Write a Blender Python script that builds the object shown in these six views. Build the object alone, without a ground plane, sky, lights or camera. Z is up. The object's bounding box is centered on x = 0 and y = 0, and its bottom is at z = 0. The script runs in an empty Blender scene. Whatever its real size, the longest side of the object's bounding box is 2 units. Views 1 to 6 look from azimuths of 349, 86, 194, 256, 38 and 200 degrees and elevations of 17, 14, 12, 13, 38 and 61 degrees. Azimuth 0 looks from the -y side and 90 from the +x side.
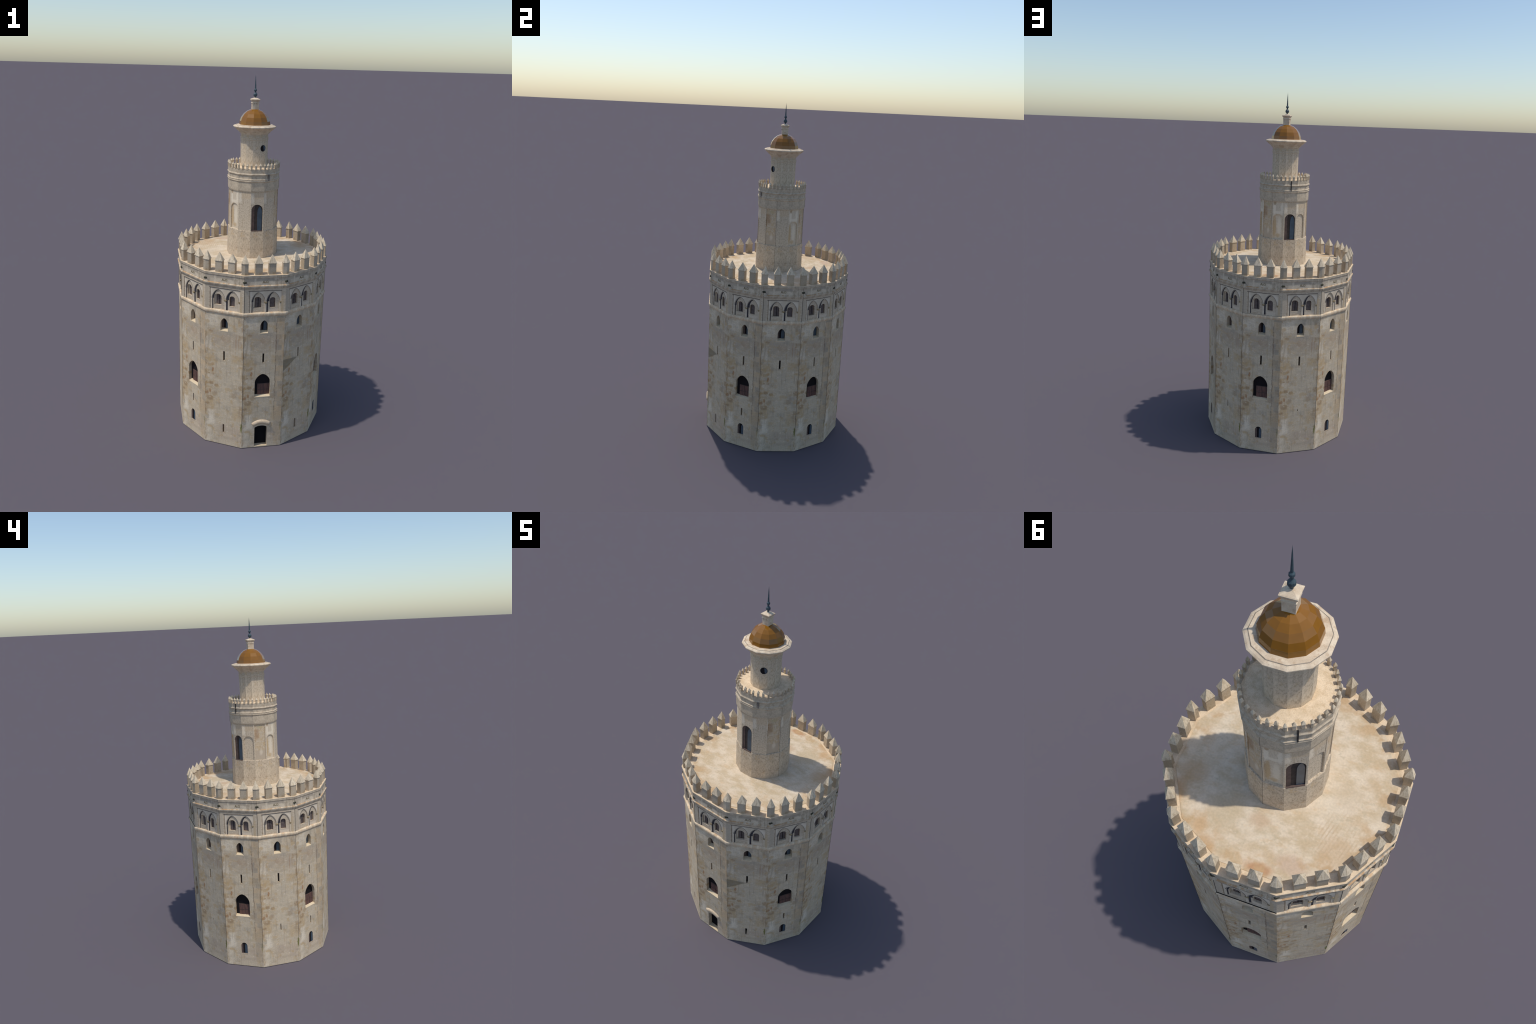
# Twelve-sided riverside watchtower: main shaft with arcade and merlons, second
# drum with merlons, slim lantern drum with tiled dome and iron finial.
import bpy, bmesh, math
from mathutils import Vector, Matrix

OFF = 15.5                      # angle of the first corner (degrees)
FACES = [OFF - 15 + 30 * k for k in range(12)]      # face normals
CORNERS = [OFF + 30 * k for k in range(12)]
C15 = math.cos(math.radians(15))
T15 = math.tan(math.radians(15))

# ------------------------------------------------------------------ nodes ---
class Mat:
    """Small helper around a material's node tree."""
    def __init__(self, name, rough=0.9, spec=0.25, metallic=0.0):
        self.m = bpy.data.materials.new(name)
        self.m.use_nodes = True
        self.t = self.m.node_tree
        self.n = self.t.nodes
        self.bsdf = self.n["Principled BSDF"]
        self.bsdf.inputs["Roughness"].default_value = rough
        self.bsdf.inputs["Metallic"].default_value = metallic
        self.bsdf.inputs["Specular IOR Level"].default_value = spec
        tc = self.n.new("ShaderNodeTexCoord")
        self.co = tc.outputs["Object"]

    def link(self, a, b):
        self.t.links.new(a, b)

    def _in(self, sock, v):
        if isinstance(v, bpy.types.NodeSocket):
            self.link(v, sock)
        elif v is not None:
            if sock.type == 'RGBA' and len(v) == 3:
                v = (*v, 1)
            sock.default_value = v

    def math(self, op, a, b=None, clamp=False):
        n = self.n.new("ShaderNodeMath"); n.operation = op; n.use_clamp = clamp
        self._in(n.inputs[0], a); self._in(n.inputs[1], b)
        return n.outputs[0]

    def vmath(self, op, a, b=None):
        n = self.n.new("ShaderNodeVectorMath"); n.operation = op
        self._in(n.inputs[0], a); self._in(n.inputs[1], b)
        return n.outputs[1] if op in ('LENGTH', 'DOT_PRODUCT') else n.outputs[0]

    def sep(self, v):
        n = self.n.new("ShaderNodeSeparateXYZ"); self._in(n.inputs[0], v)
        return n.outputs

    def comb(self, x, y, z):
        n = self.n.new("ShaderNodeCombineXYZ")
        for s, v in zip(n.inputs, (x, y, z)):
            self._in(s, v)
        return n.outputs[0]

    def noise(self, vec, scale, detail=3, rough=0.55, color=False):
        n = self.n.new("ShaderNodeTexNoise")
        self._in(n.inputs["Vector"], vec)
        n.inputs["Scale"].default_value = scale
        n.inputs["Detail"].default_value = detail
        n.inputs["Roughness"].default_value = rough
        return n.outputs["Color" if color else "Fac"]

    def voronoi(self, vec, scale, feature='F1', rnd=1.0):
        n = self.n.new("ShaderNodeTexVoronoi")
        n.feature = feature
        self._in(n.inputs["Vector"], vec)
        n.inputs["Scale"].default_value = scale
        n.inputs["Randomness"].default_value = rnd
        return n.outputs

    def ramp(self, fac, lo, hi, a=0.0, b=1.0):
        n = self.n.new("ShaderNodeMapRange"); n.interpolation_type = 'SMOOTHSTEP'
        self._in(n.inputs[0], fac)
        for i, v in zip((1, 2, 3, 4), (lo, hi, a, b)):
            n.inputs[i].default_value = v
        return n.outputs[0]

    def mix(self, fac, a, b, mode='MIX'):
        n = self.n.new("ShaderNodeMix"); n.data_type = 'RGBA'; n.blend_type = mode
        self._in(n.inputs[0], fac); self._in(n.inputs[6], a); self._in(n.inputs[7], b)
        return n.outputs[2]

    def contrast(self, col, k, mid):
        """spread a colour away from (k > 1) its middle tone"""
        d = self.vmath('SUBTRACT', col, mid)
        return self.vmath('MAXIMUM', self.vmath('ADD', self.vmath('MULTIPLY', d, (k, k, k)), mid), (0.02, 0.02, 0.02))

    def scale(self, col, k):
        """multiply a colour by a scalar socket"""
        return self.mix(1.0, col, self.comb(k, k, k), 'MULTIPLY')

    def bump(self, h, strength=0.3, dist=0.002):
        n = self.n.new("ShaderNodeBump")
        n.inputs["Strength"].default_value = strength
        n.inputs["Distance"].default_value = dist
        self.link(h, n.inputs["Height"])
        self.link(n.outputs[0], self.bsdf.inputs["Normal"])

    def color(self, c, tint=None):
        if tint:
            c = self.mix(1.0, c, tint, 'MULTIPLY')
        self._in(self.bsdf.inputs["Base Color"], c)

    # --- masks on the face plane (u = across, z = up) ---
    def box(self, p, u0, u1, z0, z1, soft):
        """soft rectangle mask on the (u, z, 0) vector p"""
        c = ((u0 + u1) / 2, (z0 + z1) / 2, 0)
        d = self.vmath('ABSOLUTE', self.vmath('SUBTRACT', p, c))
        d = self.vmath('SUBTRACT', d, ((u1 - u0) / 2, (z1 - z0) / 2, 0))
        s = self.sep(d)
        return self.ramp(self.math('MAXIMUM', s[0], s[1]), -soft, soft, 1, 0)

    def blob(self, p, u, z, ru, rz, soft=0.35):
        """soft ellipse mask"""
        d = self.vmath('MULTIPLY', self.vmath('SUBTRACT', p, (u, z, 0)), (1 / ru, 1 / rz, 0))
        return self.ramp(self.vmath('LENGTH', d), 1 - soft, 1 + soft, 1, 0)


def flat(name, col, rough=0.8, spec=0.25, metallic=0.0, vary=0.15, scale=90):
    m = Mat(name, rough, spec, metallic)
    f = m.ramp(m.noise(m.co, scale, 3), 0.3, 0.7, 1 - vary, 1 + vary)
    m.color(m.scale(col, f))
    return m.m


# stone palette (base colours, linear)
PLASTER = (0.375, 0.325, 0.245)
PALE = (0.46, 0.415, 0.335)
GREY = (0.30, 0.265, 0.21)
TAN = (0.335, 0.255, 0.155)
BROWN = (0.235, 0.165, 0.095)
RUST = (0.25, 0.14, 0.07)
WARM = (1.62, 1.53, 1.43)        # sun-bleached warmth common to all stone
PAVING = (1.42, 1.39, 1.35)


def wall_material(name, quoins, painted_shadow=False):
    """Weathered rendered rubble of the shaft; same stains on every face."""
    m = Mat(name, 0.92, 0.2)
    s = m.sep(m.co)
    p = m.comb(s[0], s[2], 0.0)
    # wobbling coordinates so that patch edges are ragged
    wob = m.vmath('SUBTRACT', m.noise(p, 34, 4, color=True), (0.5, 0.5, 0.5))
    q = m.vmath('ADD', p, m.vmath('MULTIPLY', wob, (0.034, 0.034, 0)))
    wob2 = m.vmath('SUBTRACT', m.noise(p, 90, 3, color=True), (0.5, 0.5, 0.5))
    q2 = m.vmath('ADD', p, m.vmath('MULTIPLY', wob2, (0.011, 0.011, 0)))
    grain = m.noise(p, 420, 3, 0.7)
    cloud = m.noise(p, 16, 4, 0.6)
    streak = m.noise(m.vmath('MULTIPLY', p, (60, 9, 1)), 1.0, 3)
    col = m.mix(m.ramp(cloud, 0.35, 0.7), PLASTER, m.mix(0.5, PLASTER, GREY))
    # broad worn zones: tan on the left half, paler towards foot and top
    left = m.ramp(m.sep(q)[0], -0.075, -0.02, 1, 0)
    mid = m.box(q, -0.2, 0.2, 0.19, 0.56, 0.06)
    rub_zone = m.math('MULTIPLY', left, mid)
    col = m.mix(m.math('MULTIPLY', rub_zone, m.ramp(m.noise(p, 40, 3), 0.42, 0.6, 0.1, 0.75)), col, TAN)
    # exposed rubble stones
    vor = m.voronoi(q2, 46, rnd=0.9)
    rnd = m.sep(vor["Color"])
    stone = m.mix(rnd[0], BROWN, m.mix(rnd[1], TAN, GREY))
    pick = m.math('MULTIPLY', m.ramp(rnd[2], 0.50, 0.60), m.ramp(vor["Distance"], 0.52, 0.36))
    zone2 = m.math('MULTIPLY', m.ramp(m.sep(q)[0], -0.05, -0.02, 1, 0.0), m.box(q, -0.3, 0.3, 0.27, 0.55, 0.05))
    col = m.mix(m.math('MULTIPLY', m.math('MULTIPLY', pick, zone2), 0.75), col, stone)

    def lay(mask, c, k):
        nonlocal col
        col = m.mix(m.math('MULTIPLY', mask, k), col, c)
    # named stains and repairs seen on all faces (u, z in metres)
    for (u0, u1, z0, z1, soft, c, k) in (
        (-0.105, -0.055, 0.205, 0.265, 0.012, TAN, 0.6),
        (-0.110, -0.035, 0.72, 0.785, 0.014, PALE, 0.55),
        (-0.105, -0.06, 0.655, 0.695, 0.010, TAN, 0.45),
        (-0.106, -0.072, 0.572, 0.650, 0.005, PALE, 0.42),
        (-0.070, 0.105, 0.600, 0.690, 0.020, (0.285, 0.24, 0.185), 0.55),
        (-0.092, -0.055, 0.120, 0.200, 0.014, PALE, 0.75),
        (-0.112, -0.08, 0.060, 0.180, 0.012, PALE, 0.4),
        (-0.112, -0.075, -0.02, 0.045, 0.008, PALE, 0.45),
        (0.045, 0.105, 0.515, 0.56, 0.012, TAN, 0.55),
        (0.050, 0.112, 0.170, 0.250, 0.022, TAN, 0.5),
        (0.055, 0.112, 0.300, 0.345, 0.012, GREY, 0.75),
        (0.085, 0.115, 0.265, 0.400, 0.010, GREY, 0.5),
        (0.060, 0.115, 0.690, 0.745, 0.008, GREY, 0.5),
        (-0.03, 0.10, 0.030, 0.125, 0.03, (0.31, 0.25, 0.195), 0.45),
        (0.075, 0.092, 0.750, 0.790, 0.004, BROWN, 0.5),
        (0.084, 0.094, 0.655, 0.678, 0.003, BROWN, 0.55),
        (0.076, 0.108, 0.725, 0.752, 0.004, TAN, 0.6),
        (0.040, 0.062, 0.715, 0.745, 0.006, TAN, 0.35),
        (0.040, 0.075, 0.300, 0.330, 0.006, BROWN, 0.30),
        (0.090, 0.112, 0.355, 0.382, 0.004, BROWN, 0.5),
        (0.090, 0.112, 0.235, 0.258, 0.004, BROWN, 0.55),
    ):
        lay(m.box(q, u0, u1, z0, z1, soft), c, min(1.0, k * 1.2))
    for (u, z, ru, rz, c, k) in (
        (-0.073, 0.372, 0.013, 0.009, BROWN, 0.65), (-0.042, 0.362, 0.012, 0.010, BROWN, 0.6),
        (-0.098, 0.308, 0.011, 0.008, RUST, 0.7), (-0.079, 0.323, 0.007, 0.012, RUST, 0.6),
        (-0.052, 0.308, 0.017, 0.014, BROWN, 0.4), (-0.077, 0.278, 0.019, 0.014, BROWN, 0.55),
        (-0.097, 0.243, 0.013, 0.008, BROWN, 0.7), (-0.076, 0.458, 0.013, 0.010, GREY, 0.8),
        (-0.063, 0.455, 0.006, 0.013, RUST, 0.75), (-0.066, 0.488, 0.007, 0.010, RUST, 0.45),
        (-0.088, 0.525, 0.022, 0.020, TAN, 0.75), (-0.050, 0.510, 0.014, 0.012, TAN, 0.7),
        (-0.078, 0.412, 0.022, 0.014, PALE, 0.5), (-0.045, 0.425, 0.016, 0.010, GREY, 0.4),
        (-0.098, 0.735, 0.014, 0.010, TAN, 0.7), (-0.076, 0.682, 0.012, 0.006, BROWN, 0.45),
        (-0.100, 0.560, 0.010, 0.006, GREY, 0.6), (-0.095, 0.160, 0.012, 0.014, GREY, 0.7),
        (-0.080, 0.100, 0.018, 0.008, TAN, 0.6), (0.010, 0.645, 0.03, 0.02, RUST, 0.18),
    ):
        lay(m.blob(q2, u, z, ru, rz), c, min(1.0, k * 1.15))
    # faint courses of squared rubble under the render
    rb = m.n.new("ShaderNodeTexBrick")
    m._in(rb.inputs["Vector"], q2)
    rb.inputs["Scale"].default_value = 1.0
    for k, v in (("Mortar Size", 0.0010), ("Mortar Smooth", 0.6), ("Brick Width", 0.031), ("Row Height", 0.0175), ("Bias", -0.1)):
        rb.inputs[k].default_value = v
    rb.inputs["Color1"].default_value = (0.39, 0.335, 0.25, 1)
    rb.inputs["Color2"].default_value = (0.27, 0.22, 0.155, 1)
    rb.inputs["Mortar"].default_value = (0.37, 0.325, 0.25, 1)
    lay(m.ramp(m.noise(m.vmath('ADD', p, (5, 5, 0)), 20, 4, 0.6), 0.42, 0.60, 0.08, 0.50), rb.outputs["Color"], 1.0)
    # rain-washed vertical runs
    lay(m.ramp(m.noise(m.vmath('MULTIPLY', p, (95, 7, 1)), 1.0, 3), 0.54, 0.70), (0.27, 0.225, 0.17), 0.55)
    # broad tan blooms
    lay(m.ramp(m.noise(m.vmath('ADD', p, (2, 9, 0)), 24, 4, 0.6), 0.54, 0.66), TAN, 0.60)
    # fine mottling: ochre, lilac-grey and pale flecks
    mott = m.noise(p, 75, 4, 0.65)
    lay(m.ramp(mott, 0.55, 0.70), TAN, 0.40)
    lay(m.ramp(mott, 0.45, 0.32), (0.34, 0.30, 0.26), 0.45)
    lay(m.ramp(m.noise(m.vmath('ADD', p, (3, 1, 0)), 55, 4, 0.6), 0.57, 0.70), PALE, 0.40)
    # grey weather blotches, worn darker arrises, rusty runs
    lay(m.ramp(m.noise(m.vmath('ADD', p, (7, 4, 0)), 15, 5, 0.65), 0.56, 0.68), (0.255, 0.225, 0.18), 0.45)
    edge = m.ramp(m.math('ABSOLUTE', s[0]), 0.088, 0.108)
    lay(m.math('MULTIPLY', edge, m.ramp(m.noise(m.vmath('MULTIPLY', p, (60, 22, 1)), 1.0, 4), 0.45, 0.62)), BROWN, 0.55)
    lay(m.math('MULTIPLY', m.ramp(m.noise(m.vmath('MULTIPLY', m.vmath('ADD', p, (1, 0, 0)), (70, 4, 1)), 1.0, 2), 0.60, 0.72), m.ramp(m.noise(p, 9, 3), 0.45, 0.6)), RUST, 0.35)
    # moss low on the right-hand corner, rain streaks
    lay(m.blob(q2, 0.109, 0.125, 0.007, 0.028), (0.13, 0.135, 0.05), 0.7)
    lay(m.math('MULTIPLY', m.ramp(streak, 0.55, 0.72), m.box(q, -0.06, 0.12, 0.18, 0.36, 0.05)), GREY, 0.45)
    if quoins:
        # repaired corner strip of squared blocks beside a vertical joint
        b = m.n.new("ShaderNodeTexBrick")
        m._in(b.inputs["Vector"], q2)
        b.inputs["Scale"].default_value = 1.0
        for k, v in (("Mortar Size", 0.0012), ("Mortar Smooth", 0.8), ("Brick Width", 0.033), ("Row Height", 0.031), ("Bias", 0.0)):
            b.inputs[k].default_value = v
        b.inputs["Color1"].default_value = (0.365, 0.285, 0.19, 1)
        b.inputs["Color2"].default_value = (0.245, 0.215, 0.17, 1)
        b.inputs["Mortar"].default_value = (0.31, 0.27, 0.205, 1)
        lay(m.box(q2, 0.068, 0.13, 0.03, 0.79, 0.004), b.outputs["Color"], 0.62)
        x = m.math('ADD', s[0], m.math('MULTIPLY', m.math('SUBTRACT', cloud, 0.5), 0.016))
        line = m.ramp(m.math('ABSOLUTE', m.math('SUBTRACT', x, 0.0675)), 0.0006, 0.0036, 1, 0)
        brk = m.ramp(m.noise(m.vmath('MULTIPLY', p, (10, 34, 1)), 1.0, 3), 0.40, 0.55, 0.25, 0.9)
        lay(m.math('MULTIPLY', m.math('MULTIPLY', line, brk), m.box(q, -1, 1, 0.20, 0.76, 0.03)), (0.17, 0.135, 0.10), 0.8)
    if painted_shadow:
        # dark ghost wedge, baked into the colour of one face
        d = m.math('SUBTRACT', m.sep(p)[1], 0.522)
        x = m.sep(p)[0]
        lower = m.math('ADD', 0.458, m.math('MULTIPLY', m.math('ADD', x, 0.11), 0.58))
        a = m.ramp(m.math('SUBTRACT', m.sep(p)[1], lower), -0.002, 0.002)
        upper = m.math('SUBTRACT', 0.528, m.math('MULTIPLY', m.math('ADD', x, 0.11), 0.10))
        bb = m.ramp(m.math('SUBTRACT', upper, m.sep(p)[1]), -0.002, 0.002)
        lay(m.math('MULTIPLY', a, bb), (0.19, 0.165, 0.12), 0.68)
    col = m.contrast(col, 1.38, (0.335, 0.285, 0.212))
    f = m.math('MULTIPLY', m.ramp(grain, 0.3, 0.7, 0.90, 1.09), m.ramp(m.noise(p, 150, 3, 0.7), 0.3, 0.7, 0.92, 1.07))
    m.color(m.scale(col, f), WARM)
    m.bump(grain, 0.25, 0.0015)
    return m.m


def stone_material(name, base, alt, stain=None, scale=1.0, grain_amt=0.14, stain_amt=0.5, rnd=0.0):
    """General weathered limestone: cloudy base, speckle, optional stains."""
    m = Mat(name, 0.92, 0.2)
    co = m.co
    col = m.mix(m.ramp(m.noise(co, 22 * scale, 4, 0.6), 0.36, 0.66), base, alt)
    if stain:
        col = m.mix(m.math('MULTIPLY', m.ramp(m.noise(co, 34 * scale, 4), 0.54, 0.66), stain_amt), col, stain)
    if rnd:
        oi = m.n.new("ShaderNodeObjectInfo")
        col = m.scale(col, m.ramp(oi.outputs["Random"], 0, 1, 1 - rnd, 1 + rnd))
        col = m.mix(m.math('MULTIPLY', m.ramp(m.math('FRACT', m.math('MULTIPLY', oi.outputs["Random"], 7.3)), 0.6, 0.9), 0.45), col, alt)
    g = m.noise(co, 260 * scale, 3, 0.7)
    col = m.scale(col, m.ramp(g, 0.3, 0.7, 1 - grain_amt, 1 + grain_amt))
    m.color(col, WARM)
    m.bump(g, 0.25, 0.0012)
    return m.m


def granular_material(name, base, dark, pale):
    """Pitted shell-stone of the upper drums, paler strip at each left edge."""
    m = Mat(name, 0.92, 0.2)
    s = m.sep(m.co)
    g = m.noise(m.vmath('MULTIPLY', m.co, (1, 1, 0.7)), 150, 3, 0.65)
    col = m.mix(m.ramp(g, 0.42, 0.68), base, dark)
    col = m.mix(m.math('MULTIPLY', m.ramp(m.noise(m.co, 30, 3), 0.52, 0.66), 0.5), col, pale)
    hw = m.math('MULTIPLY', s[1], -T15)
    left = m.ramp(m.math('DIVIDE', s[0], hw), -0.75, -0.15, 1, 0)
    col = m.mix(m.math('MULTIPLY', left, 0.30), col, pale)
    run = m.ramp(m.noise(m.vmath('MULTIPLY', m.co, (110, 110, 9)), 1.0, 3), 0.54, 0.70)
    col = m.mix(m.math('MULTIPLY', run, 0.25), col, dark)
    col = m.mix(m.math('MULTIPLY', m.ramp(m.noise(m.vmath('ADD', m.co, (3, 3, 3)), 38, 4), 0.56, 0.68), 0.5), col, TAN)
    col = m.contrast(col, 1.3, (0.345, 0.295, 0.22))
    m.color(m.scale(col, m.ramp(m.noise(m.co, 380, 2), 0.3, 0.7, 0.93, 1.07)), WARM)
    m.bump(g, 0.35, 0.0012)
    return m.m


def frieze_material():
    """Parapet frieze: rough grey zone, plaster panel, vertical joints."""
    m = Mat("frieze_plaster", 0.92, 0.2)
    s = m.sep(m.co)
    p = m.comb(s[0], s[2], 0.0)
    w = m.vmath('SUBTRACT', m.noise(p, 70, 3, color=True), (0.5, 0.5, 0.5))
    q = m.vmath('ADD', p, m.vmath('MULTIPLY', w, (0.012, 0.008, 0)))
    col = m.mix(m.ramp(m.noise(p, 45, 4), 0.4, 0.65), (0.37, 0.325, 0.255), (0.28, 0.24, 0.185))
    lay = lambda mask, c, k: m.mix(m.math('MULTIPLY', mask, k), col, c)
    col = lay(m.box(q, -0.045, 0.05, 0.986, 0.999, 0.003), (0.235, 0.21, 0.175), 0.7)
    col = lay(m.box(q, -0.112, -0.06, 0.972, 1.0, 0.004), (0.28, 0.245, 0.195), 0.7)
    col = lay(m.box(q, -0.058, -0.050, 0.965, 1.0, 0.003), PALE, 0.6)
    col = lay(m.box(q, -0.08, 0.05, 0.962, 0.982, 0.005), PALE, 0.45)
    for u in (0.062, 0.082, 0.096):
        d = m.math('ABSOLUTE', m.math('SUBTRACT', m.sep(q)[0], u))
        col = lay(m.ramp(d, 0.0008, 0.002, 1, 0), (0.19, 0.16, 0.12), 0.6)
    # orange rust line where the moulding meets the frieze
    # waterspout's cast shadow, painted slanting below it at the left corner
    d = m.math('ADD', m.sep(q)[0], m.math('MULTIPLY', m.math('SUBTRACT', m.sep(q)[1], 0.9775), 0.95))
    run = m.math('MULTIPLY', m.ramp(m.math('ABSOLUTE', m.math('ADD', d, 0.103)), 0.002, 0.006, 1, 0), m.box(p, -0.2, -0.07, 0.955, 0.979, 0.003))
    col = lay(run, (0.185, 0.165, 0.15), 0.75)
    line = m.box(p, -0.112, 0.112, 0.9575, 0.9625, 0.001)
    col = lay(m.math('MULTIPLY', line, m.ramp(m.noise(p, 60, 3), 0.38, 0.6)), (0.30, 0.185, 0.09), 0.75)
    g = m.noise(p, 330, 3, 0.7)
    m.color(m.scale(col, m.ramp(g, 0.3, 0.7, 0.85, 1.13)), WARM)
    m.bump(g, 0.3, 0.0012)
    return m.m


def arcade_material():
    """Small-block brickwork of the blind arcade, grimy and patched."""
    m = Mat("arcade_brickwork", 0.92, 0.2)
    s = m.sep(m.co)
    p = m.comb(s[0], s[2], 0.0)
    w = m.vmath('SUBTRACT', m.noise(p, 120, 3, color=True), (0.5, 0.5, 0.5))
    q = m.vmath('ADD', p, m.vmath('MULTIPLY', w, (0.005, 0.004, 0)))
    b = m.n.new("ShaderNodeTexBrick")
    m._in(b.inputs["Vector"], q)
    b.inputs["Scale"].default_value = 1.0
    for k, v in (("Mortar Size", 0.0006), ("Mortar Smooth", 0.5), ("Brick Width", 0.0135), ("Row Height", 0.0062), ("Bias", 0.0)):
        b.inputs[k].default_value = v
    b.inputs["Color1"].default_value = (0.40, 0.35, 0.275, 1)
    b.inputs["Color2"].default_value = (0.305, 0.25, 0.185, 1)
    b.inputs["Mortar"].default_value = (0.27, 0.23, 0.18, 1)
    col = m.mix(m.ramp(m.noise(p, 40, 3), 0.35, 0.65, 0.35, 0.9), (0.37, 0.325, 0.255), b.outputs["Color"])
    lay = lambda mask, c, k: m.mix(m.math('MULTIPLY', mask, k), col, c)
    col = lay(m.ramp(m.noise(p, 55, 4), 0.55, 0.68), (0.25, 0.20, 0.145), 0.5)
    col = lay(m.box(q, 0.078, 0.100, 0.81, 0.90, 0.003), (0.34, 0.265, 0.165), 0.6)
    col = lay(m.box(q, -0.112, -0.09, 0.80, 0.93, 0.004), (0.31, 0.275, 0.22), 0.6)
    col = lay(m.box(q, 0.02, 0.075, 0.805, 0.828, 0.005), (0.45, 0.40, 0.33), 0.6)
    g = m.noise(p, 330, 3, 0.7)
    m.color(m.scale(col, m.ramp(g, 0.3, 0.7, 0.84, 1.13)), WARM)
    m.bump(g, 0.3, 0.0012)
    return m.m


def course_material():
    """Moulded string course: cream stone cut in short blocks."""
    m = Mat("course_stone", 0.9, 0.2)
    s = m.sep(m.co)
    cell = m.math('FLOOR', m.math('MULTIPLY', s[0], 85))
    wn = m.n.new("ShaderNodeTexWhiteNoise"); wn.noise_dimensions = '1D'
    m.link(cell, wn.inputs["W"])
    col = m.mix(wn.outputs["Value"], (0.47, 0.40, 0.30), (0.36, 0.30, 0.22))
    col = m.mix(m.math('MULTIPLY', m.ramp(m.noise(m.co, 50, 3), 0.5, 0.68), 0.6), col, (0.38, 0.25, 0.14))
    m.color(m.scale(col, m.ramp(m.noise(m.co, 300, 3), 0.3, 0.7, 0.88, 1.1)), WARM)
    return m.m


def terrace_material():
    """Flat roof: cream paving, soft brown, grey and pinkish stains."""
    m = Mat("terrace_paving", 0.9, 0.2)
    s = m.sep(m.co)
    p = m.comb(s[0], s[1], 0.0)
    w = m.vmath('SUBTRACT', m.noise(p, 14, 3, color=True), (0.5, 0.5, 0.5))
    q = m.vmath('ADD', p, m.vmath('MULTIPLY', w, (0.05, 0.05, 0)))
    st = m.vmath('MULTIPLY', p, (1.0, 1.5, 1))
    col = m.mix(m.ramp(m.noise(st, 11, 3), 0.35, 0.65), (0.50, 0.42, 0.315), (0.40, 0.315, 0.205))
    col = m.mix(m.math('MULTIPLY', m.ramp(m.noise(st, 5, 2), 0.50, 0.68), 0.55), col, (0.54, 0.475, 0.375))
    col = m.mix(m.math('MULTIPLY', m.ramp(m.noise(m.vmath('ADD', st, (4, 2, 0)), 19, 3), 0.55, 0.70), 0.5), col, (0.44, 0.325, 0.20))
    col = m.mix(m.math('MULTIPLY', m.ramp(m.noise(m.vmath('ADD', st, (1, 7, 0)), 30, 3), 0.55, 0.68), 0.5), col, (0.37, 0.31, 0.215))
    col = m.mix(m.math('MULTIPLY', m.ramp(m.noise(m.vmath('ADD', st, (8, 3, 0)), 42, 2), 0.58, 0.72), 0.30), col, (0.56, 0.49, 0.38))
    lay = lambda mask, c, k: m.mix(m.math('MULTIPLY', mask, k), col, c)
    for (x, y, rx, ry, c, k) in STAINS:
        col = lay(m.blob(q, x, y, rx, ry, 0.5), c, min(1.0, k * 1.35))
    rad = m.vmath('LENGTH', q)
    rim = m.math('MULTIPLY', m.ramp(rad, 0.25, 0.37), m.ramp(m.noise(m.vmath('ADD', p, (6, 6, 0)), 13, 3), 0.46, 0.62))
    col = lay(rim, (0.38, 0.26, 0.145), 0.85)
    # worn ribbed patch of brick paving near the rim
    wv = m.n.new("ShaderNodeTexWave"); wv.wave_type = 'BANDS'; wv.bands_direction = 'X'
    rot = m.n.new('ShaderNodeVectorRotate'); rot.inputs['Angle'].default_value = 0.25; rot.inputs['Axis'].default_value = (0, 0, 1)
    m.link(p, rot.inputs['Vector'])
    m._in(wv.inputs["Vector"], rot.outputs[0]); wv.inputs["Scale"].default_value = 26; wv.inputs["Distortion"].default_value = 0.8; wv.inputs['Detail Scale'].default_value = 2.0
    col = lay(m.math('MULTIPLY', m.math('MULTIPLY', m.ramp(wv.outputs["Fac"], 0.45, 0.8), m.ramp(m.noise(p, 22, 3), 0.38, 0.6)), m.blob(q, -0.23, 0.18, 0.075, 0.09, 0.5)), (0.38, 0.28, 0.18), 0.6)
    m.color(m.scale(col, m.ramp(m.noise(p, 120, 2), 0.3, 0.7, 0.95, 1.05)), PAVING)
    return m.m


STAINS = (
    (0.33, 0.20, 0.035, 0.05, (0.40, 0.26, 0.14), 0.6),
    (-0.10, -0.34, 0.10, 0.025, (0.45, 0.35, 0.24), 0.5),
    (0.20, 0.28, 0.03, 0.03, (0.40, 0.26, 0.14), 0.5),
    (-0.03, 0.35, 0.045, 0.02, (0.36, 0.215, 0.12), 0.75),
    (0.02, 0.20, 0.035, 0.025, (0.40, 0.29, 0.19), 0.6),
    (-0.13, 0.31, 0.05, 0.03, (0.40, 0.30, 0.22), 0.6),
    (0.16, 0.20, 0.06, 0.06, (0.41, 0.33, 0.22), 0.5),
    (0.17, 0.34, 0.04, 0.03, (0.38, 0.25, 0.14), 0.5),
    (0.30, 0.10, 0.05, 0.04, (0.40, 0.29, 0.18), 0.5),
    (-0.22, 0.02, 0.05, 0.05, (0.42, 0.34, 0.24), 0.4),
    (0.05, -0.33, 0.09, 0.02, (0.42, 0.31, 0.19), 0.5),
    (-0.25, 0.22, 0.05, 0.05, (0.40, 0.29, 0.18), 0.4),
)


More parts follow.
